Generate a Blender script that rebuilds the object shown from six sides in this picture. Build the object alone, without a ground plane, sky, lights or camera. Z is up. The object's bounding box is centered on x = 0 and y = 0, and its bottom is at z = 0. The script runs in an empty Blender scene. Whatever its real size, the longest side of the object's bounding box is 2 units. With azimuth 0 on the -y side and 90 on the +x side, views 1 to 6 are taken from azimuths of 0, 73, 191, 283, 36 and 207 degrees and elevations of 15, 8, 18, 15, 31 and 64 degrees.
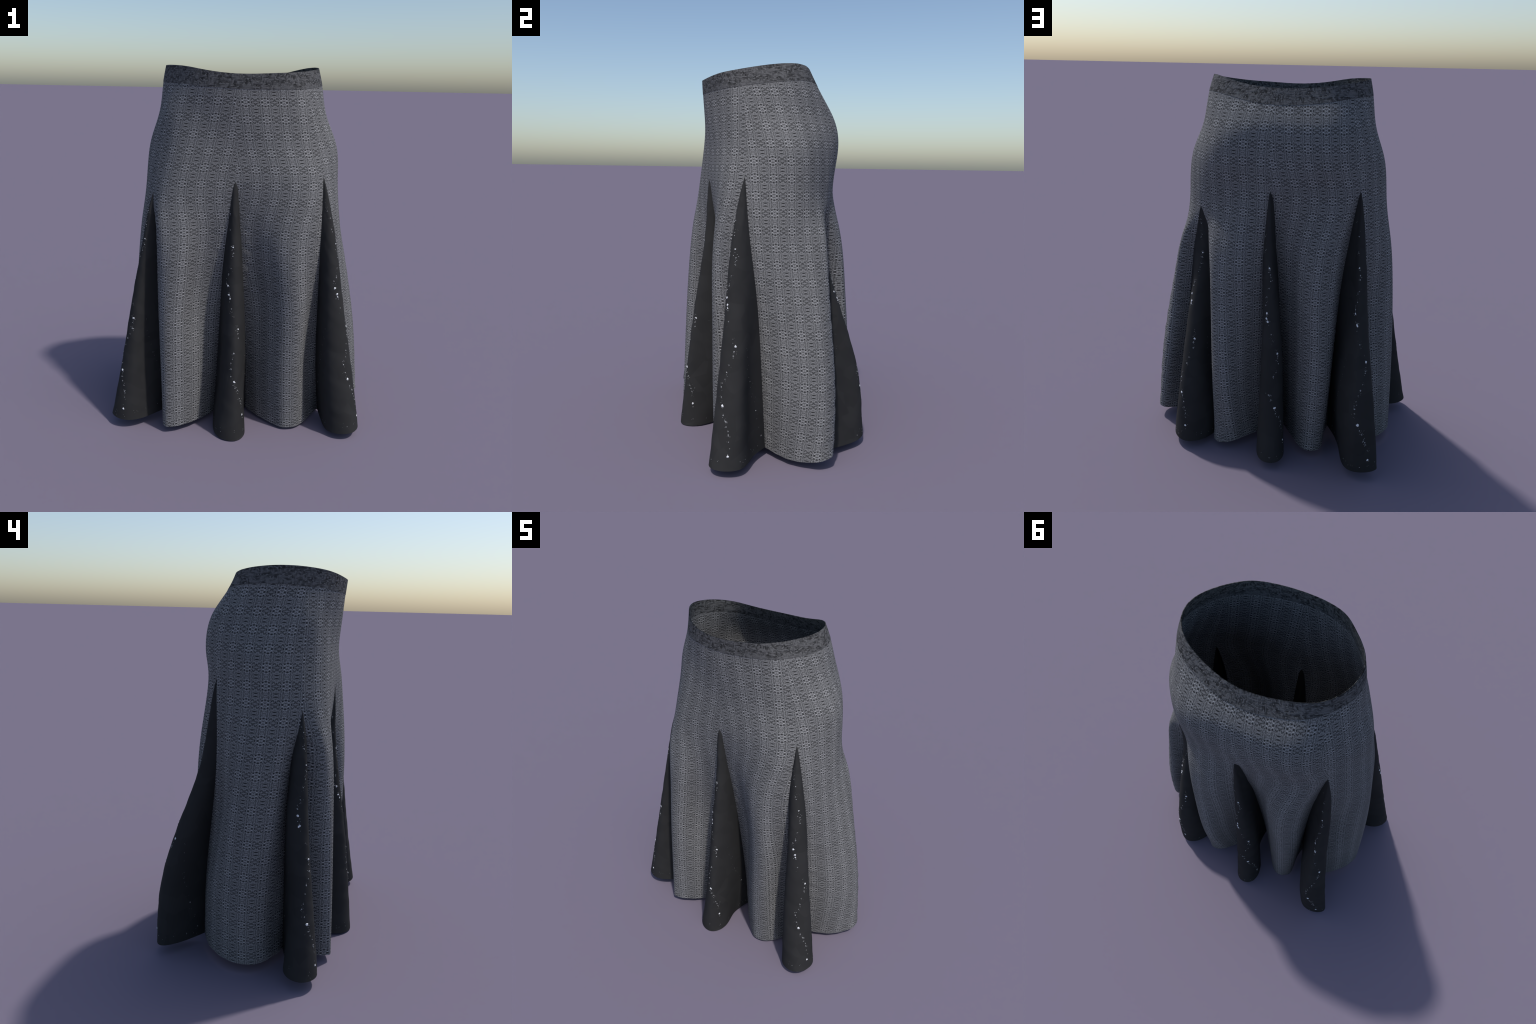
"""A long flared skirt: six patterned grey gores sewn to a dark waistband, with six
charcoal godets (flared inserts) let into the seams, trimmed with trails of sequins."""
import math
import bpy
import numpy as np

# ----------------------------------------------------------------------------
# The cut of the skirt.  Plan sections in metres, anticlockwise seen from above.
# A godet section runs seam -> crest -> seam; a gore section lists the cloth
# between its two seams.  Heights: hem (own z), knee, thigh, slit, apex, hip ...
# ----------------------------------------------------------------------------
KNEE, THIGH, SLIT = 0.40, 0.80, 1.17
GODETS = {
    'front': dict(apex=(-0.032, -0.335, 1.417),
        hem=[(-0.156, -0.222, 0.027), (-0.151, -0.348, 0.017), (-0.115, -0.467, 0.007), (-0.015, -0.499, 0.001), (0.035, -0.401, 0.003), (0.008, -0.279, 0.011), (0.031, -0.156, 0.022)],
        knee=[(-0.132, -0.231), (-0.110, -0.321), (-0.092, -0.411), (-0.021, -0.460), (0.017, -0.379), (0.028, -0.288), (0.029, -0.195)],
        thigh=[(-0.110, -0.261), (-0.097, -0.319), (-0.077, -0.375), (-0.027, -0.404), (0.008, -0.357), (0.017, -0.299), (0.011, -0.239)],
        slit=[(-0.072, -0.319), (-0.061, -0.334), (-0.048, -0.349), (-0.030, -0.352), (-0.017, -0.339), (-0.010, -0.321), (-0.007, -0.302)]),
    'front_right': dict(apex=(0.430, -0.255, 1.442),
        hem=[(0.467, -0.165, 0.022), (0.477, -0.301, 0.025), (0.512, -0.430, 0.029), (0.633, -0.459, 0.040), (0.678, -0.340, 0.041), (0.579, -0.248, 0.042), (0.485, -0.149, 0.043)],
        knee=[(0.437, -0.219), (0.451, -0.316), (0.494, -0.401), (0.586, -0.402), (0.624, -0.319), (0.552, -0.254), (0.495, -0.173)],
        thigh=[(0.430, -0.263), (0.445, -0.320), (0.483, -0.363), (0.539, -0.355), (0.558, -0.301), (0.531, -0.248), (0.494, -0.201)],
        slit=[(0.427, -0.301), (0.447, -0.315), (0.470, -0.322), (0.489, -0.312), (0.497, -0.289), (0.492, -0.266), (0.480, -0.244)]),
    'back_right': dict(apex=(0.414, 0.195, 1.339),
        hem=[(0.620, 0.110, 0.051), (0.591, 0.199, 0.044), (0.562, 0.288, 0.040), (0.524, 0.374, 0.043), (0.448, 0.423, 0.046), (0.371, 0.378, 0.039), (0.329, 0.295, 0.034)],
        knee=[(0.565, 0.114), (0.541, 0.201), (0.514, 0.288), (0.480, 0.371), (0.397, 0.374), (0.346, 0.300), (0.289, 0.229)],
        thigh=[(0.513, 0.118), (0.488, 0.167), (0.479, 0.221), (0.446, 0.256), (0.400, 0.246), (0.358, 0.211), (0.306, 0.194)],
        slit=[(0.460, 0.145), (0.451, 0.155), (0.432, 0.161), (0.414, 0.170), (0.394, 0.173), (0.374, 0.174), (0.354, 0.180)]),
    'back': dict(apex=(0.015, 0.323, 1.461),
        hem=[(0.052, 0.239, 0.063), (0.056, 0.375, 0.056), (0.007, 0.498, 0.048), (-0.085, 0.486, 0.043), (-0.089, 0.365, 0.049), (-0.024, 0.247, 0.058), (-0.020, 0.111, 0.069)],
        knee=[(0.051, 0.251), (0.048, 0.349), (0.016, 0.441), (-0.056, 0.436), (-0.078, 0.351), (-0.040, 0.260), (-0.024, 0.163)],
        thigh=[(0.046, 0.280), (0.039, 0.345), (0.012, 0.404), (-0.039, 0.402), (-0.052, 0.340), (-0.038, 0.276), (-0.022, 0.213)],
        slit=[(0.046, 0.311), (0.034, 0.335), (0.013, 0.352), (-0.005, 0.344), (-0.007, 0.317), (-0.008, 0.291), (-0.008, 0.264)]),
    'back_left': dict(apex=(-0.420, 0.206, 1.465),
        hem=[(-0.301, 0.124, 0.067), (-0.371, 0.249, 0.052), (-0.405, 0.387, 0.044), (-0.483, 0.492, 0.051), (-0.602, 0.455, 0.061), (-0.519, 0.350, 0.056), (-0.398, 0.272, 0.051)],
        knee=[(-0.311, 0.177), (-0.352, 0.288), (-0.398, 0.397), (-0.475, 0.481), (-0.563, 0.422), (-0.495, 0.329), (-0.395, 0.265)],
        thigh=[(-0.335, 0.199), (-0.379, 0.252), (-0.417, 0.309), (-0.462, 0.358), (-0.503, 0.318), (-0.478, 0.256), (-0.417, 0.223)],
        slit=[(-0.372, 0.194), (-0.394, 0.212), (-0.415, 0.230), (-0.435, 0.250), (-0.461, 0.247), (-0.462, 0.221), (-0.453, 0.194)]),
    'front_left': dict(apex=(-0.477, -0.235, 1.343),
        hem=[(-0.445, -0.177, 0.053), (-0.562, -0.207, 0.055), (-0.681, -0.229, 0.057), (-0.734, -0.319, 0.059), (-0.647, -0.388, 0.051), (-0.539, -0.343, 0.048), (-0.456, -0.256, 0.047)],
        knee=[(-0.458, -0.173), (-0.540, -0.205), (-0.621, -0.242), (-0.666, -0.298), (-0.602, -0.346), (-0.527, -0.298), (-0.454, -0.249)],
        thigh=[(-0.478, -0.176), (-0.533, -0.186), (-0.580, -0.214), (-0.595, -0.267), (-0.555, -0.298), (-0.507, -0.270), (-0.457, -0.244)],
        slit=[(-0.501, -0.206), (-0.515, -0.220), (-0.523, -0.237), (-0.517, -0.255), (-0.501, -0.264), (-0.482, -0.261), (-0.463, -0.255)]),
}
GORES = {
    'front_right': dict(
        hem=[(0.096, -0.238, 0.017), (0.170, -0.311, 0.014), (0.256, -0.370, 0.013), (0.349, -0.337, 0.015), (0.408, -0.251, 0.019)],
        knee=[(0.101, -0.255), (0.167, -0.320), (0.241, -0.374), (0.327, -0.365), (0.369, -0.281)],
        thigh=[(0.095, -0.258), (0.162, -0.311), (0.226, -0.367), (0.311, -0.384), (0.372, -0.326)],
        slit=[(0.069, -0.312), (0.143, -0.334), (0.215, -0.359), (0.292, -0.368), (0.364, -0.345)]),
    'right': dict(
        hem=[(0.562, -0.109, 0.037), (0.634, -0.063, 0.034), (0.692, 0.000, 0.040), (0.734, 0.075, 0.057), (0.698, 0.145, 0.066)],
        knee=[(0.573, -0.122), (0.643, -0.063), (0.689, 0.017), (0.699, 0.108), (0.640, 0.166)],
        thigh=[(0.551, -0.139), (0.598, -0.070), (0.629, 0.008), (0.636, 0.091), (0.590, 0.151)],
        slit=[(0.519, -0.173), (0.547, -0.098), (0.558, -0.019), (0.555, 0.061), (0.532, 0.138)]),
    'back_right': dict(
        hem=[(0.305, 0.355, 0.036), (0.257, 0.388, 0.044), (0.196, 0.370, 0.050), (0.148, 0.326, 0.054), (0.101, 0.281, 0.058)],
        knee=[(0.316, 0.305), (0.300, 0.382), (0.230, 0.410), (0.168, 0.361), (0.113, 0.302)],
        thigh=[(0.309, 0.271), (0.319, 0.347), (0.250, 0.378), (0.176, 0.363), (0.110, 0.323)],
        slit=[(0.356, 0.250), (0.314, 0.306), (0.249, 0.335), (0.181, 0.353), (0.111, 0.338)]),
    'back_left': dict(
        hem=[(-0.073, 0.201, 0.066), (-0.132, 0.286, 0.061), (-0.203, 0.361, 0.052), (-0.287, 0.330, 0.048), (-0.287, 0.226, 0.058)],
        knee=[(-0.083, 0.236), (-0.143, 0.310), (-0.214, 0.371), (-0.303, 0.363), (-0.319, 0.271)],
        thigh=[(-0.088, 0.262), (-0.147, 0.319), (-0.212, 0.366), (-0.291, 0.350), (-0.330, 0.280)],
        slit=[(-0.083, 0.282), (-0.153, 0.315), (-0.225, 0.338), (-0.300, 0.321), (-0.344, 0.266)]),
    'left': dict(
        hem=[(-0.500, 0.222, 0.054), (-0.585, 0.149, 0.055), (-0.641, 0.052, 0.054), (-0.631, -0.058, 0.050), (-0.549, -0.133, 0.050)],
        knee=[(-0.493, 0.219), (-0.575, 0.150), (-0.627, 0.056), (-0.630, -0.051), (-0.554, -0.124)],
        thigh=[(-0.484, 0.158), (-0.561, 0.107), (-0.612, 0.033), (-0.612, -0.060), (-0.562, -0.137)],
        slit=[(-0.506, 0.137), (-0.551, 0.074), (-0.581, 0.002), (-0.571, -0.073), (-0.552, -0.149)]),
    'front_left': dict(
        hem=[(-0.439, -0.341, 0.040), (-0.414, -0.423, 0.037), (-0.336, -0.408, 0.035), (-0.266, -0.357, 0.033), (-0.206, -0.293, 0.030)],
        knee=[(-0.446, -0.335), (-0.412, -0.409), (-0.328, -0.401), (-0.258, -0.350), (-0.194, -0.292)],
        thigh=[(-0.451, -0.328), (-0.402, -0.391), (-0.320, -0.384), (-0.262, -0.324), (-0.191, -0.280)],
        slit=[(-0.445, -0.329), (-0.377, -0.360), (-0.300, -0.363), (-0.226, -0.340), (-0.150, -0.323)]),
}
YOKE_RINGS = {
    'apex': [(-0.032, -0.335, 1.417), (0.261, -0.341, 1.429), (0.430, -0.255, 1.442), (0.535, -0.016, 1.395), (0.414, 0.195, 1.339), (0.237, 0.295, 1.404), (0.015, 0.323, 1.461), (-0.269, 0.295, 1.450), (-0.420, 0.206, 1.465), (-0.541, -0.011, 1.393), (-0.477, -0.235, 1.343), (-0.324, -0.335, 1.377)],
    'hip': [(-0.031, -0.336, 1.600), (0.221, -0.318, 1.600), (0.397, -0.237, 1.600), (0.514, -0.031, 1.599), (0.412, 0.196, 1.600), (0.247, 0.317, 1.599), (0.018, 0.332, 1.599), (-0.240, 0.320, 1.600), (-0.411, 0.209, 1.600), (-0.517, -0.015, 1.600), (-0.430, -0.217, 1.600), (-0.276, -0.316, 1.600)],
    'belly': [(-0.034, -0.351, 1.760), (0.197, -0.318, 1.760), (0.357, -0.238, 1.760), (0.450, -0.037, 1.760), (0.368, 0.186, 1.760), (0.219, 0.293, 1.762), (0.014, 0.313, 1.759), (-0.215, 0.297, 1.760), (-0.377, 0.204, 1.760), (-0.463, -0.014, 1.760), (-0.397, -0.218, 1.760), (-0.251, -0.309, 1.760)],
    'band': [(-0.029, -0.361, 1.883), (0.181, -0.325, 1.882), (0.322, -0.246, 1.889), (0.420, -0.061, 1.907), (0.360, 0.117, 1.920), (0.211, 0.206, 1.894), (0.016, 0.248, 1.870), (-0.207, 0.217, 1.882), (-0.359, 0.128, 1.906), (-0.438, -0.058, 1.913), (-0.345, -0.222, 1.906), (-0.229, -0.319, 1.896)],
    'rim': [(-0.029, -0.367, 1.955), (0.163, -0.339, 1.961), (0.291, -0.261, 1.971), (0.395, -0.087, 1.993), (0.345, 0.084, 2.000), (0.195, 0.167, 1.966), (0.012, 0.204, 1.947), (-0.189, 0.178, 1.954), (-0.356, 0.106, 1.978), (-0.418, -0.080, 1.996), (-0.314, -0.240, 1.992), (-0.205, -0.329, 1.974)],
}
ORDER = ['front', 'front_right', 'back_right', 'back', 'back_left', 'front_left']
GORE_AFTER = ['front_right', 'right', 'back_right', 'back_left', 'left', 'front_left']
# height parameter of the control levels: 0 hem, 1 apex of the slits, 1.412 rim
LEVELS = np.array([0, KNEE / 1.4, THIGH / 1.4, SLIT / 1.4, 1.0, 1.143, 1.257, 1.357, 1.412])
BAND_AT, RIM_AT = 1.357, 1.412
THICK = 0.004


def spline(nodes, values, x):
    """Natural cubic spline through values (first axis) at nodes."""
    nodes, values, x = np.asarray(nodes, float), np.asarray(values, float), np.asarray(x, float)
    n, h = len(nodes), np.diff(nodes)
    a, b = np.zeros((n, n)), np.zeros((n, n))
    a[0, 0] = a[-1, -1] = 1
    for i in range(1, n - 1):
        a[i, i - 1:i + 2] = h[i - 1], 2 * (h[i - 1] + h[i]), h[i]
        b[i, i - 1:i + 2] = 6 / h[i - 1], -6 / h[i - 1] - 6 / h[i], 6 / h[i]
    flat = values.reshape(n, -1)
    m = np.linalg.solve(a, b @ flat)
    i = np.clip(np.searchsorted(nodes, x) - 1, 0, n - 2)
    l, r, w = (nodes[i + 1] - x)[:, None], (x - nodes[i])[:, None], h[i][:, None]
    out = (m[i] * (l ** 3 / (6 * w) - l * w / 6) + m[i + 1] * (r ** 3 / (6 * w) - r * w / 6)
           + flat[i] * l / w + flat[i + 1] * r / w)
    return out.reshape((len(x),) + values.shape[1:])


def ring_spline(points, at):
    p = np.array(points)
    n = len(p)
    return spline(np.arange(-n, 2 * n), np.vstack([p, p, p]), at)


def section(rows, z):
    p = np.array(rows, float)
    return p if z is None else np.column_stack([p, np.full(len(p), z)])


def sections(part):
    return [section(part['hem'], None), section(part['knee'], KNEE),
            section(part['thigh'], THIGH), section(part['slit'], SLIT)]


COLS = np.linspace(0, 6, 73)
LOW = np.linspace(0, 1, 91)
HIGH = np.linspace(1, BAND_AT, 29)[1:]
BAND = np.linspace(BAND_AT, RIM_AT, 9)


ARCH = {'front': 0.42, 'front_right': 0.75, 'back_right': 0.65, 'back': 0.52, 'back_left': 0.75, 'front_left': 0.72}


def pointed_arch(godet, slit, apex, rows):
    """The slits open like pointed arches: wider just below the apex than a straight V."""
    q = np.clip((1 - np.asarray(rows)) / (1 - LEVELS[3]), 0, 1)
    swell = (q ** ARCH[godet] - q) * np.clip(q / 0.13, 0, 1) ** 0.6
    ends = np.array(GODETS[godet]['slit'])
    across = (ends[-1] - ends[0]) / np.linalg.norm(ends[-1] - ends[0])
    return swell[:, None] * np.append(across * ((slit[:2] - apex[:2]) @ across), 0.0)


def gore_grid(k, rows):
    """Cloth of gore k at the given height parameters: array rows x columns x 3."""
    k2 = (k + 1) % 6
    right, left = sections(GODETS[ORDER[k]]), sections(GODETS[ORDER[k2]])
    mid = sections(GORES[GORE_AFTER[k]])
    low = [np.vstack([r[-1:], m, l[:1]]) for r, m, l in zip(right, mid, left)]
    high = [ring_spline(YOKE_RINGS[n], 2 * k + np.arange(7) / 3) for n in ('apex', 'hip', 'belly', 'band', 'rim')]
    columns = spline(LEVELS, np.array(low + high), rows)          # rows x 7 x 3
    columns[:, 0] += pointed_arch(ORDER[k], low[3][0], high[0][0], rows)
    columns[:, -1] += pointed_arch(ORDER[k2], low[3][-1], high[0][-1], rows)
    return spline(np.arange(7), columns.transpose(1, 0, 2), COLS).transpose(1, 0, 2)


def godet_grid(k, seam_left, seam_right):
    g = GODETS[ORDER[k]]
    low = sections(g) + [np.repeat([g['apex']], 7, axis=0)]
    columns = spline(LEVELS[:5], np.array(low), LOW)
    for c in range(7):
        columns[:, c] += pointed_arch(ORDER[k], low[3][c], low[4][c], LOW)
    grid = spline(np.arange(7), columns.transpose(1, 0, 2), COLS).transpose(1, 0, 2)
    t = (COLS / 6)[None, :, None]
    grid = grid + (1 - t) * (seam_left - grid[:, 0])[:, None] + t * (seam_right - grid[:, -1])[:, None]
    # faint unevenness of the heavy crepe, none at the seams
    z, c = grid[:, :, 2], COLS[None, :]
    lump = np.sin(z * 47 + 2.3 * c + k) + np.sin(z * 31 - 3.1 * c + 2 * k) + 0.7 * np.sin(z * 83 + 4.3 * c + 3 * k)
    calm = np.minimum(1, np.minimum(c, 6 - c) / 1.2) * np.clip((1 - LOW) / 0.12, 0, 1)[:, None]
    return grid + grid_normals(grid) * (lump * calm * 0.0005)[..., None]


def grid_normals(g):
    du = np.gradient(g, axis=1)
    dv = np.gradient(g, axis=0)
    n = np.cross(du, dv)
    # collapsed rows (a godet's apex) take the next row's normals
    size = np.linalg.norm(n, axis=2, keepdims=True)
    n = n / np.maximum(size, 1e-12)
    bad = size[..., 0] < 1e-10
    for r in np.where(bad.any(axis=1))[0]:
        n[r] = n[r - 1].mean(axis=0) / max(np.linalg.norm(n[r - 1].mean(axis=0)), 1e-9)
    return n


def cloth_object(name, grid, normals, material, parent, closed=False, proud=0.0):
    """A sheet of cloth with an outer and an inner face and a bound edge."""
    nr, nc = grid.shape[:2]
    outer = grid + normals * proud
    inner = grid - normals * THICK
    verts = np.concatenate([outer.reshape(-1, 3), inner.reshape(-1, 3)])
    vn = np.concatenate([normals.reshape(-1, 3), -normals.reshape(-1, 3)])
    off, faces = nr * nc, []
    span = nc if closed else nc - 1
    for r in range(nr - 1):
        for c in range(span):
            d = (c + 1) % nc
            a, b, e, f = r * nc + c, r * nc + d, (r + 1) * nc + d, (r + 1) * nc + c
            faces.append((a, b, e, f))
            faces.append((a + off, f + off, e + off, b + off))
    for c in range(span):
        d = (c + 1) % nc
        faces.append((c, c + off, d + off, d))
        t = (nr - 1) * nc
        faces.append((t + c, t + d, t + d + off, t + c + off))
    if not closed:
        for r in range(nr - 1):
            a, b = r * nc, (r + 1) * nc
            faces.append((a, b, b + off, a + off))
            a, b = a + nc - 1, b + nc - 1
            faces.append((a, a + off, b + off, b))
    mesh = bpy.data.meshes.new(name)
    mesh.from_pydata(verts.tolist(), [], faces)
    mesh.polygons.foreach_set('use_smooth', [True] * len(mesh.polygons))
    mesh.update()
    mesh.normals_split_custom_set_from_vertices(vn.tolist())
    mesh.materials.append(material)
    obj = bpy.data.objects.new(name, mesh)
    bpy.context.scene.collection.objects.link(obj)
    obj.parent = parent
    return obj


# ----------------------------------------------------------------------------
# Materials
# ----------------------------------------------------------------------------
class Nodes:
    """Small helper: arithmetic on shader sockets."""

    def __init__(self, name):
        self.material = bpy.data.materials.new(name)
        self.material.use_nodes = True
        self.tree = self.material.node_tree
        self.shader = self.tree.nodes['Principled BSDF']

    def new(self, kind, **inputs):
        node = self.tree.nodes.new(kind)
        for key, value in inputs.items():
            self.put(node.inputs[key.replace('_', ' ')], value)
        return node

    def put(self, socket, value):
        if isinstance(value, bpy.types.NodeSocket):
            self.tree.links.new(value, socket)
        else:
            socket.default_value = value

    def math(self, op, a, b=0.0, c=0.0, clamp=False):
        node = self.tree.nodes.new('ShaderNodeMath')
        node.operation, node.use_clamp = op, clamp
        for socket, value in zip(node.inputs, (a, b, c)):
            self.put(socket, value)
        return node.outputs[0]

    def step(self, x, lo, hi, to_lo=0.0, to_hi=1.0):
        node = self.new('ShaderNodeMapRange')
        node.interpolation_type = 'SMOOTHSTEP'
        for i, v in enumerate((x, lo, hi, to_lo, to_hi)):
            self.put(node.inputs[i], v)
        return node.outputs[0]

    def curve(self, x, points):
        node = self.tree.nodes.new('ShaderNodeFloatCurve')
        curve = node.mapping.curves[0]
        curve.points[0].location, curve.points[1].location = points[0], points[-1]
        for p in points[1:-1]:
            curve.points.new(*p)
        node.mapping.update()
        self.put(node.inputs['Value'], x)
        return node.outputs[0]

    def object_xyz(self):
        coordinate = self.tree.nodes.new('ShaderNodeTexCoord')
        split = self.new('ShaderNodeSeparateXYZ', Vector=coordinate.outputs['Object'])
        return coordinate.outputs['Object'], split.outputs

    def vector(self, x, y, z=0.0):
        return self.new('ShaderNodeCombineXYZ', X=x, Y=y, Z=z).outputs[0]

    def noise(self, vector, scale, detail=2.0, rough=0.5):
        return self.new('ShaderNodeTexNoise', Vector=vector, Scale=scale, Detail=detail, Roughness=rough).outputs[0]

    def colour(self, factor, low, high):
        node = self.tree.nodes.new('ShaderNodeMix')
        node.data_type = 'RGBA'
        self.put(node.inputs[0], factor)
        self.put(node.inputs[6], (*low, 1))
        self.put(node.inputs[7], (*high, 1))
        return node.outputs[2]


REPEAT_UP = 0.0845
REPEAT_ACROSS = {'front_right': 0.099, 'right': 0.080, 'back_right': 0.090, 'back_left': 0.088, 'left': 0.093, 'front_left': 0.099}
LIFT = {'front_right': -0.038, 'right': 0.0, 'back_right': 0.0, 'back_left': -0.010, 'left': 0.0176, 'front_left': -0.032}
# the woven motif, in a quarter of the mirrored repeat: centre, half size, strength
# (x 0 = middle of the rosette .. 0.5 = halfway to the next, likewise y)
HOLES = [
    (0.00, 0.245, 0.070, 0.036, 1.00), (0.157, 0.00, 0.058, 0.066, 0.95),
    (0.145, 0.19, 0.046, 0.054, 0.75), (0.295, 0.00, 0.032, 0.066, 0.90),
    (0.300, 0.175, 0.036, 0.042, 0.55), (0.50, 0.415, 0.105, 0.034, 0.65),
    (0.235, 0.245, 0.030, 0.036, 0.40), (0.50, 0.12, 0.105, 0.100, 0.15),
    (0.00, 0.40, 0.030, 0.030, 0.30), (0.08, 0.47, 0.022, 0.034, 0.35),
    (0.22, 0.44, 0.026, 0.026, 0.35), (0.36, 0.33, 0.030, 0.036, 0.30),
    (0.150, 0.50, 0.050, 0.056, 0.45), (0.30, 0.43, 0.026, 0.030, 0.45), (0.38, 0.24, 0.028, 0.030, 0.40),
    (0.06, 0.36, 0.026, 0.026, 0.40), (0.17, 0.33, 0.030, 0.026, 0.40),
]
LIGHTS = [
    (0.150, 0.098, 0.050, 0.042, 1.00), (0.150, 0.50, 0.020, 0.024, 0.90), (0.00, 0.50, 0.030, 0.030, 0.55), (0.30, 0.50, 0.045, 0.024, 0.55),
    (0.50, 0.50, 0.080, 0.022, 0.60), (0.50, 0.345, 0.030, 0.036, 0.50),
    (0.00, 0.13, 0.030, 0.050, 0.30), (0.07, 0.21, 0.034, 0.034, 0.55), (0.22, 0.10, 0.030, 0.040, 0.50),
    (0.22, 0.19, 0.026, 0.034, 0.40), (0.06, 0.04, 0.028, 0.036, 0.35), (0.07, 0.31, 0.030, 0.030, 0.40),
    (0.36, 0.40, 0.040, 0.026, 0.45), (0.24, 0.36, 0.034, 0.026, 0.40), (0.42, 0.28, 0.026, 0.030, 0.40),
    (0.235, 0.08, 0.026, 0.040, 0.35), (0.39, 0.10, 0.024, 0.060, 0.35),
]


def gore_material(name, crest, tangent, slide, repeat, lift):
    """Grey brocade.  The pattern is laid from the middle line of the gore (crest,
    a list of x, y, z) outwards, by distance along the cloth."""
    n = Nodes(name)
    position, xyz = n.object_xyz()
    height = n.math('MULTIPLY', xyz['Z'], 0.5)
    cx = n.curve(height, [(z / 2, 0.5 + x / 2) for x, y, z in crest])
    cy = n.curve(height, [(z / 2, 0.5 + y / 2) for x, y, z in crest])
    dx = n.math('MULTIPLY_ADD', cx, -2.0, n.math('ADD', xyz['X'], 1.0))
    dy = n.math('MULTIPLY_ADD', cy, -2.0, n.math('ADD', xyz['Y'], 1.0))
    along = n.math('MULTIPLY_ADD', dx, tangent[0], n.math('MULTIPLY', dy, tangent[1]))
    inward = n.math('MULTIPLY_ADD', dx, -tangent[1], n.math('MULTIPLY', dy, tangent[0]))
    inward = n.math('MAXIMUM', n.math('SUBTRACT', n.math('ABSOLUTE', inward), 0.012), 0.0)
    away = n.math('SQRT', n.math('ADD', n.math('MULTIPLY', along, along), n.math('MULTIPLY', inward, inward)))
    away = n.math('MULTIPLY_ADD', away, n.math('SIGN', along), -slide)
    a = n.math('PINGPONG', n.math('DIVIDE', away, repeat), 0.5)
    b = n.math('PINGPONG', n.math('DIVIDE', n.math('SUBTRACT', xyz['Z'], 1.857 + lift), REPEAT_UP), 0.5)

    def spot(cx_, cy_, rx, ry):
        ex = n.math('DIVIDE', n.math('SUBTRACT', a, cx_), rx)
        ey = n.math('DIVIDE', n.math('SUBTRACT', b, cy_), ry)
        return n.math('SQRT', n.math('ADD', n.math('MULTIPLY', ex, ex), n.math('MULTIPLY', ey, ey)))

    dark, light = 0.0, 0.0
    for x, y, rx, ry, s in HOLES:
        d = spot(x, y, rx * 0.9, ry * 0.9)
        dark = n.math('MAXIMUM', dark, n.step(d, 0.55, 1.25, s, 0.0))
        rim = n.math('MULTIPLY', n.step(d, 0.9, 1.45), n.step(d, 1.45, 2.2, 0.40 * s, 0.0))
        light = n.math('MAXIMUM', light, rim)
    for x, y, rx, ry, s in LIGHTS:
        light = n.math('MAXIMUM', light, n.step(spot(x, y, rx, ry), 0.3, 1.3, s, 0.0))
    rosette = n.step(spot(0.0, 0.0, 0.33, 0.34), 0.6, 1.15, 0.015, 0.02)
    # fine yarn relief, mirrored with the repeat
    curl = n.noise(n.vector(n.math('MULTIPLY', a, 1.1), n.math('MULTIPLY', b, 0.85), 3.0), 8.0, 0.0)
    curl = n.step(n.math('ABSOLUTE', n.math('SUBTRACT', curl, 0.5)), 0.0, 0.14, 1.0, -0.9)
    knot = n.step(n.noise(n.vector(n.math('MULTIPLY', a, 1.15), n.math('MULTIPLY', b, 0.8), 8.0), 14.0, 0.0), 0.34, 0.66, -1.0, 1.0)
    yarn = n.math('MULTIPLY_ADD', curl, 0.55, n.math('MULTIPLY', knot, 0.75))
    loose = n.step(n.noise(position, 420.0, 1.0), 0.3, 0.7, -1.0, 1.0)
    slub = n.step(n.noise(position, 9.0, 3.0), 0.3, 0.7, -1.0, 1.0)
    tone = n.math('MULTIPLY_ADD', light, 0.50, 0.32)
    tone = n.math('MULTIPLY_ADD', dark, -0.50, tone)
    tone = n.math('MULTIPLY_ADD', yarn, 0.20, tone)
    column = n.math('COSINE', n.math('MULTIPLY', a, math.tau))
    tone = n.math('MULTIPLY_ADD', column, 0.04, tone)
    tone = n.math('ADD', tone, rosette)
    tone = n.math('MULTIPLY_ADD', loose, 0.03, tone)
    tone = n.math('MULTIPLY_ADD', slub, 0.02, tone)
    tone = n.math('ADD', tone, 0.0, clamp=True)
    n.put(n.shader.inputs['Base Color'], n.colour(tone, GREY_DARK, GREY_LIGHT))
    n.put(n.shader.inputs['Roughness'], 0.9)
    n.put(n.shader.inputs['Specular IOR Level'], 0.08)
    bump = n.new('ShaderNodeBump', Strength=0.25, Distance=0.002, Height=tone)
    n.put(n.shader.inputs['Normal'], bump.outputs[0])
    return n.material


# how far the pattern lies off the middle of each gore
SLIDE = {'front_right': 0.02, 'right': -0.006, 'back_right': 0.0, 'back_left': 0.025, 'left': -0.038, 'front_left': 0.075}
GREY_DARK, GREY_LIGHT = (0.034, 0.034, 0.035), (0.368, 0.368, 0.372)


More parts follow.
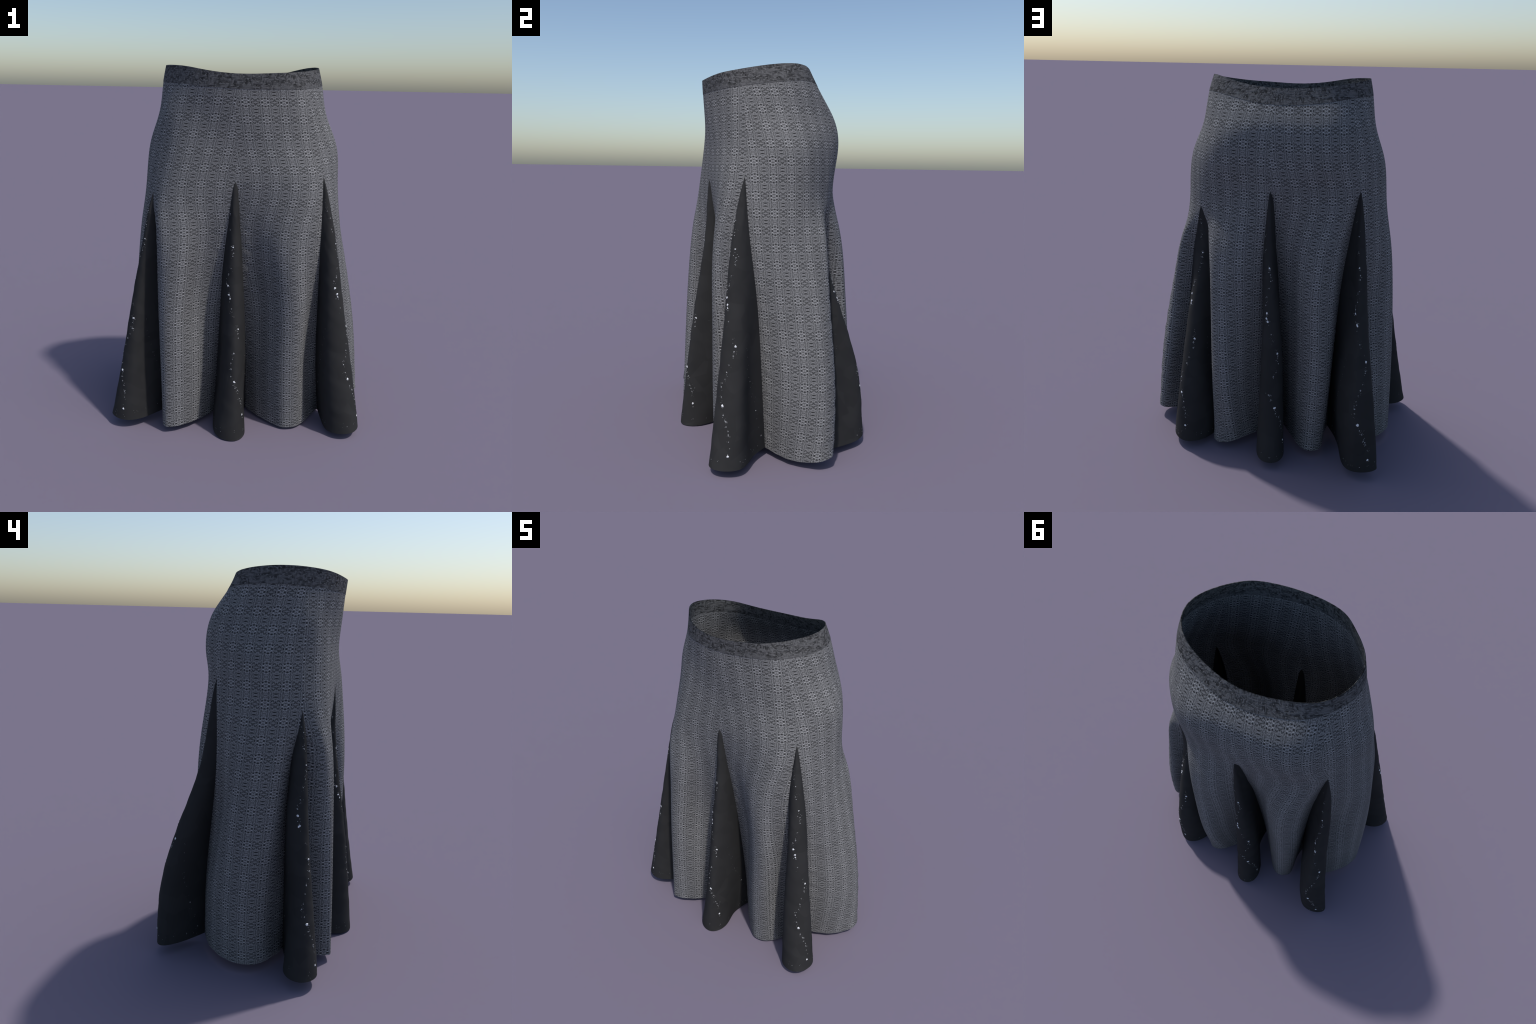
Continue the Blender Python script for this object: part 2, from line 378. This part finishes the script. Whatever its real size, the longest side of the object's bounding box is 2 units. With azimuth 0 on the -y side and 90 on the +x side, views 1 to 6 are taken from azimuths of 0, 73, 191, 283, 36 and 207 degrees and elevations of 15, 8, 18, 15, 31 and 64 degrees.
def godet_material():
    n = Nodes('charcoal_crepe')
    position, xyz = n.object_xyz()
    patch = n.tree.nodes.new('ShaderNodeTexVoronoi')  # shading of flat facets, painted into the base colour as random cells
    n.put(patch.inputs['Vector'], position)
    n.put(patch.inputs['Scale'], 14.0)
    facet_shade = n.new('ShaderNodeSeparateColor', Color=patch.outputs['Color']).outputs[0]
    tone = n.math('MULTIPLY_ADD', n.noise(position, 300.0, 2.0), 0.5, n.math('MULTIPLY', facet_shade, 0.5))
    n.put(n.shader.inputs['Base Color'], n.colour(tone, (0.026, 0.026, 0.0265), (0.035, 0.035, 0.0355)))
    n.put(n.shader.inputs['Roughness'], 0.85)
    n.put(n.shader.inputs['Specular IOR Level'], 0.1)
    return n.material


def waistband_material():
    """Dark woven band: short upright and level threads, worn pale flecks."""
    n = Nodes('woven_waistband')
    position, xyz = n.object_xyz()
    angle = n.math('MULTIPLY', n.math('ARCTAN2', xyz['Y'], xyz['X']), 0.37)
    upright = n.noise(n.vector(n.math('MULTIPLY', angle, 1.6), n.math('MULTIPLY', xyz['Z'], 0.5)), 78.0, 1.5, 0.6)
    level = n.noise(n.vector(n.math('MULTIPLY', angle, 0.4), n.math('MULTIPLY', xyz['Z'], 1.5), 5.0), 78.0, 1.5, 0.6)
    patch = n.step(n.noise(n.vector(angle, xyz['Z'], 2.0), 30.0, 1.0), 0.50, 0.58)
    thread = n.math('MULTIPLY_ADD', n.math('SUBTRACT', upright, level), patch, level)
    blotch = n.noise(n.vector(n.math('MULTIPLY', angle, 0.7), xyz['Z'], 9.0), 34.0, 3.0, 0.6)
    tone = n.step(n.math('MULTIPLY_ADD', thread, 0.5, n.math('MULTIPLY', blotch, 0.5)), 0.36, 0.64)
    fleck = n.step(n.noise(n.vector(angle, n.math('MULTIPLY', xyz['Z'], 1.4), 14.0), 80.0, 0.0), 0.60, 0.67)
    tone = n.math('MAXIMUM', tone, n.math('MULTIPLY', fleck, 3.2))
    base = n.colour(tone, (0.027, 0.027, 0.028), (0.125, 0.125, 0.128))
    n.put(n.shader.inputs['Base Color'], base)
    n.put(n.shader.inputs['Roughness'], 0.9)
    n.put(n.shader.inputs['Specular IOR Level'], 0.08)
    bump = n.new('ShaderNodeBump', Strength=0.3, Distance=0.003, Height=tone)
    n.put(n.shader.inputs['Normal'], bump.outputs[0])
    return n.material


def sequin_material(name, colour):
    n = Nodes(name)
    n.put(n.shader.inputs['Base Color'], (*colour, 1))
    n.put(n.shader.inputs['Roughness'], 0.6)
    n.put(n.shader.inputs['Specular IOR Level'], 0.3)
    return n.material


# ----------------------------------------------------------------------------
# Assembly
# ----------------------------------------------------------------------------
skirt = bpy.data.objects.new('skirt', None)
skirt['label'] = 'long flared grey patterned skirt with black sequinned godets'
skirt['category'] = 'skirt'
bpy.context.scene.collection.objects.link(skirt)

rows = np.concatenate([LOW, HIGH])
whole = [gore_grid(k, np.concatenate([rows, BAND[1:]])) for k in range(6)]
apex_row = len(LOW) - 1
fade = np.clip(1 - COLS / 2.5, 0, 1) ** 2
for k in range(6):
    # above the slits neighbouring gores share their seam
    g, h = whole[k], whole[(k + 1) % 6]
    seam = (g[apex_row:, -1] + h[apex_row:, 0]) / 2
    seam[0] = GODETS[ORDER[(k + 1) % 6]]['apex']
    g[apex_row:] += fade[::-1][None, :, None] * (seam - g[apex_row:, -1])[:, None]
    h[apex_row:] += fade[None, :, None] * (seam - h[apex_row:, 0])[:, None]
# stitching puckers the cloth a little beside the slits and along the hem
for k, g in enumerate(whole):
    n, z = grid_normals(g), g[:, :, 2]
    edge = np.minimum(COLS, 6 - COLS)[None, :]
    beside = np.clip(edge / 0.25, 0, 1) * np.clip((1.1 - edge) / 0.7, 0, 1) * np.clip((1.35 - z) / 0.3, 0, 1)
    hem = np.clip((0.16 - z) / 0.12, 0, 1) * 0.6
    across = COLS[None, :] * 2.1
    wave = (np.sin(z * 118 + 2.2 * k + across) + 0.8 * np.sin(z * 171 + 3.7 * k - 1.3 * across)
            + 0.7 * np.sin(z * 63 + 1.1 * k + 2 * across))
    if GORE_AFTER[k] == 'right':          # the rolled rear edge of this gore is crumpled
        roll = np.clip((COLS - 3.2) / 0.8, 0, 1) * np.clip((6 - COLS) / 0.8, 0, 1)
        crush = np.sin(z * 58 + 3 * across) + np.sin(z * 97 - 2 * across) * np.sin(z * 23 + 1)
        g += n * (crush * roll[None, :] * np.clip((1.15 - z) / 0.4, 0, 1) * 0.0011)[..., None]
    g += n * (wave * beside * 0.0013 + np.sin(COLS * 7.3 + k)[None, :] * hem * 0.0015)[..., None] * (edge > 0)[..., None]
normals = [grid_normals(g) for g in whole]
for k in range(6):
    # above the slits neighbouring gores meet in one smooth seam
    a, b = normals[k][apex_row:, -1], normals[(k + 1) % 6][apex_row:, 0]
    m = a + b
    m /= np.linalg.norm(m, axis=1, keepdims=True)
    normals[k][apex_row:, -1] = normals[(k + 1) % 6][apex_row:, 0] = m

for k in range(6):
    crest_rows = np.linspace(0, len(rows) - 1, 9).round().astype(int)
    mid = whole[k][crest_rows, {'right': 56, 'front_left': 24}.get(GORE_AFTER[k], 36)]
    t = whole[k][apex_row, -1, :2] - whole[k][apex_row, 0, :2]
    t /= np.linalg.norm(t)
    brocade = gore_material('grey_brocade', [tuple(float(v) for v in p) for p in mid], (float(t[0]), float(t[1])), SLIDE[GORE_AFTER[k]], REPEAT_ACROSS[GORE_AFTER[k]], LIFT[GORE_AFTER[k]])
    cloth_object('gore', whole[k][:len(rows)], normals[k][:len(rows)], brocade, skirt)

band_grid = np.concatenate([g[len(rows) - 1:, :-1] for g in whole], axis=1)
band_normals = np.concatenate([m[len(rows) - 1:, :-1] for m in normals], axis=1)
cloth_object('waistband', band_grid, band_normals, waistband_material(), skirt, closed=True, proud=0.0012)

crepe = godet_material()
inserts = []
for k in range(6):
    left = whole[k - 1][:apex_row + 1, -1]
    right = whole[k][:apex_row + 1, 0]
    grid = godet_grid(k, left, right)
    inserts.append((cloth_object('godet', grid, grid_normals(grid), crepe, skirt), grid))


# ----------------------------------------------------------------------------
# Sequins: a wavering trail down the middle of every godet, a sparser one down
# each flank and a faint row along the hem.  Entries: height, distance from the
# middle of the godet along the cloth, size, brightness 0..1
# ----------------------------------------------------------------------------
MIDDLE_TRAIL = [
    (1.285, -0.030, 3.0, 0.25), (1.255, -0.028, 3.5, 0.35), (1.225, -0.020, 4.5, 0.60), (1.165, -0.020, 4.0, 0.45),
    (1.145, -0.018, 3.5, 0.55), (1.060, -0.001, 5.0, 0.85), (1.035, 0.000, 4.5, 0.75), (1.010, -0.001, 4.0, 0.70),
    (0.965, -0.008, 4.5, 0.45), (0.945, -0.014, 4.0, 0.35), (0.905, -0.024, 4.5, 0.55), (0.875, -0.033, 5.0, 0.65),
    (0.840, -0.032, 7.0, 1.00), (0.800, -0.026, 7.5, 1.00), (0.785, -0.020, 6.0, 0.95), (0.720, -0.006, 5.0, 0.30),
    (0.695, 0.004, 4.5, 0.25), (0.640, 0.022, 4.5, 0.25), (0.610, 0.033, 7.5, 1.00), (0.585, 0.031, 5.5, 0.75),
    (0.570, 0.034, 5.0, 0.70), (0.520, 0.018, 4.5, 0.40), (0.490, 0.010, 6.0, 0.75), (0.460, 0.000, 4.5, 0.35),
    (0.425, -0.010, 4.5, 0.35), (0.400, -0.014, 6.0, 0.75), (0.360, -0.012, 5.5, 0.45), (0.315, 0.004, 9.0, 1.00),
    (0.292, 0.014, 5.0, 0.75), (0.265, 0.028, 5.0, 0.65), (0.235, 0.040, 4.5, 0.65), (0.215, 0.050, 5.0, 0.80),
    (0.200, 0.054, 4.5, 0.80), (0.172, 0.058, 4.0, 0.35), (0.110, 0.066, 7.0, 0.95),
]
FLANK_TRAIL = [
    (0.60, 0.090, 3.0, 0.20), (0.55, 0.105, 3.5, 0.30), (0.50, 0.125, 3.0, 0.25), (0.45, 0.145, 3.0, 0.30), (0.41, 0.165, 4.0, 0.60),
    (0.385, 0.180, 4.0, 0.45), (0.350, 0.200, 3.5, 0.40), (0.300, 0.232, 3.0, 0.30), (0.255, 0.252, 6.0, 0.95),
    (0.215, 0.270, 4.0, 0.35), (0.160, 0.298, 4.0, 0.40), (0.100, 0.330, 6.5, 0.75),
]
SHIFT = {'front': -0.012, 'front_right': 0.007, 'back_right': 0.007, 'back': -0.022, 'back_left': 0.011, 'front_left': 0.018}
SPARKLE = [sequin_material('sequin_' + word, (v, v * 1.01, v * 1.03)) for word, v in
           (('dull', 0.075), ('grey', 0.20), ('silver', 0.30), ('white', 0.72))]
random = np.random.default_rng(7)


def sequins(grid, normals, shift):
    """One mesh of small domed sequins sewn on a godet."""
    arc = np.concatenate([np.zeros((len(grid), 1)),
                          np.cumsum(np.linalg.norm(np.diff(grid, axis=1), axis=2), axis=1)], axis=1)
    mid_z = grid[:, len(COLS) // 2, 2]
    verts, faces, slots = [], [], []

    def sew(z, s, size, bright):
        r = int(np.clip(np.searchsorted(mid_z, z), 0, len(grid) - 2))
        want = arc[r, -1] / 2 + s
        c = int(np.searchsorted(arc[r], want))
        if c < 1 or c > len(COLS) - 2 or want > arc[r, -1] - 0.004:
            return
        f = (want - arc[r, c - 1]) / max(arc[r, c] - arc[r, c - 1], 1e-9)
        at = grid[r, c - 1] * (1 - f) + grid[r, c] * f
        at = at + (grid[r + 1, c] - grid[r, c]) * random.uniform(0, 1)
        n = normals[r, c]
        t = np.cross((0, 0, 1.0), n)
        t /= np.linalg.norm(t)
        b = np.cross(n, t)
        turn, wide = random.uniform(0, math.pi), random.uniform(0.6, 0.95)
        p, q = math.cos(turn) * t + math.sin(turn) * b, math.cos(turn) * b - math.sin(turn) * t
        base, radius, seg = len(verts), size * 0.0005, 9
        verts.append(at + n * (0.0009 + radius * 0.25))
        for ring, (out, up) in enumerate(((0.65, 0.19), (1.0, -0.12))):
            for i in range(seg):
                a = math.tau * i / seg
                edge = radius * out * (1 + 0.16 * math.sin(2.6 * a + turn * 5))
                verts.append(at + p * math.cos(a) * edge + q * math.sin(a) * edge * wide + n * (0.0009 + radius * up))
        for i in range(seg):
            j = (i + 1) % seg
            faces.append((base, base + 1 + i, base + 1 + j))
            faces.append((base + 1 + i, base + 1 + seg + i, base + 1 + seg + j, base + 1 + j))
            slots.extend((bright, bright))

    def cluster(z, s, size, bright, specks):
        level = 3 if bright > 0.8 else 2 if bright > 0.5 else 1 if bright > 0.28 else 0
        sew(z, s, size * (1.75 if level == 3 else 1.45), level)
        for _ in range(specks):
            sew(z + random.normal(0, 0.008), s + random.normal(0, 0.006), random.uniform(2.2, 5.5),
                int(np.clip(level - random.integers(1, 3), 0, 2)))

    for z, s, size, bright in MIDDLE_TRAIL:
        if bright < 0.5 and random.random() < 0.3:
            continue
        cluster(z + random.normal(0, 0.004), s + shift + random.normal(0, 0.003), size, bright, int(random.integers(2, 7)))
    for side in (1, -1):
        for z, s, size, bright in FLANK_TRAIL:
            cluster(z, side * (s + 0.02) + shift, size * 0.9, bright * (0.62 if side > 0 else 0.3), 1)
    for s in np.arange(-0.36, 0.37, 0.021):
        c = int(np.clip(np.searchsorted(arc[2], arc[2, -1] / 2 + s), 0, len(COLS) - 1))
        if random.random() < 0.4:
            cluster(mid_z[0] + random.uniform(0.016, 0.034), s + random.normal(0, 0.005), random.uniform(2.5, 4.5),
                    random.choice([0.2, 0.2, 0.4, 0.4]), 1)
    mesh = bpy.data.meshes.new('sequin_trail')
    mesh.from_pydata([tuple(v) for v in verts], [], faces)
    for m in SPARKLE:
        mesh.materials.append(m)
    mesh.polygons.foreach_set('material_index', slots)
    mesh.polygons.foreach_set('use_smooth', [True] * len(mesh.polygons))
    mesh.update()
    return mesh


for k, (godet, grid) in enumerate(inserts):
    trail = bpy.data.objects.new('sequin_trail', sequins(grid, grid_normals(grid), SHIFT[ORDER[k]]))
    trail['kind'] = 'stuff'
    bpy.context.scene.collection.objects.link(trail)
    trail.parent = godet
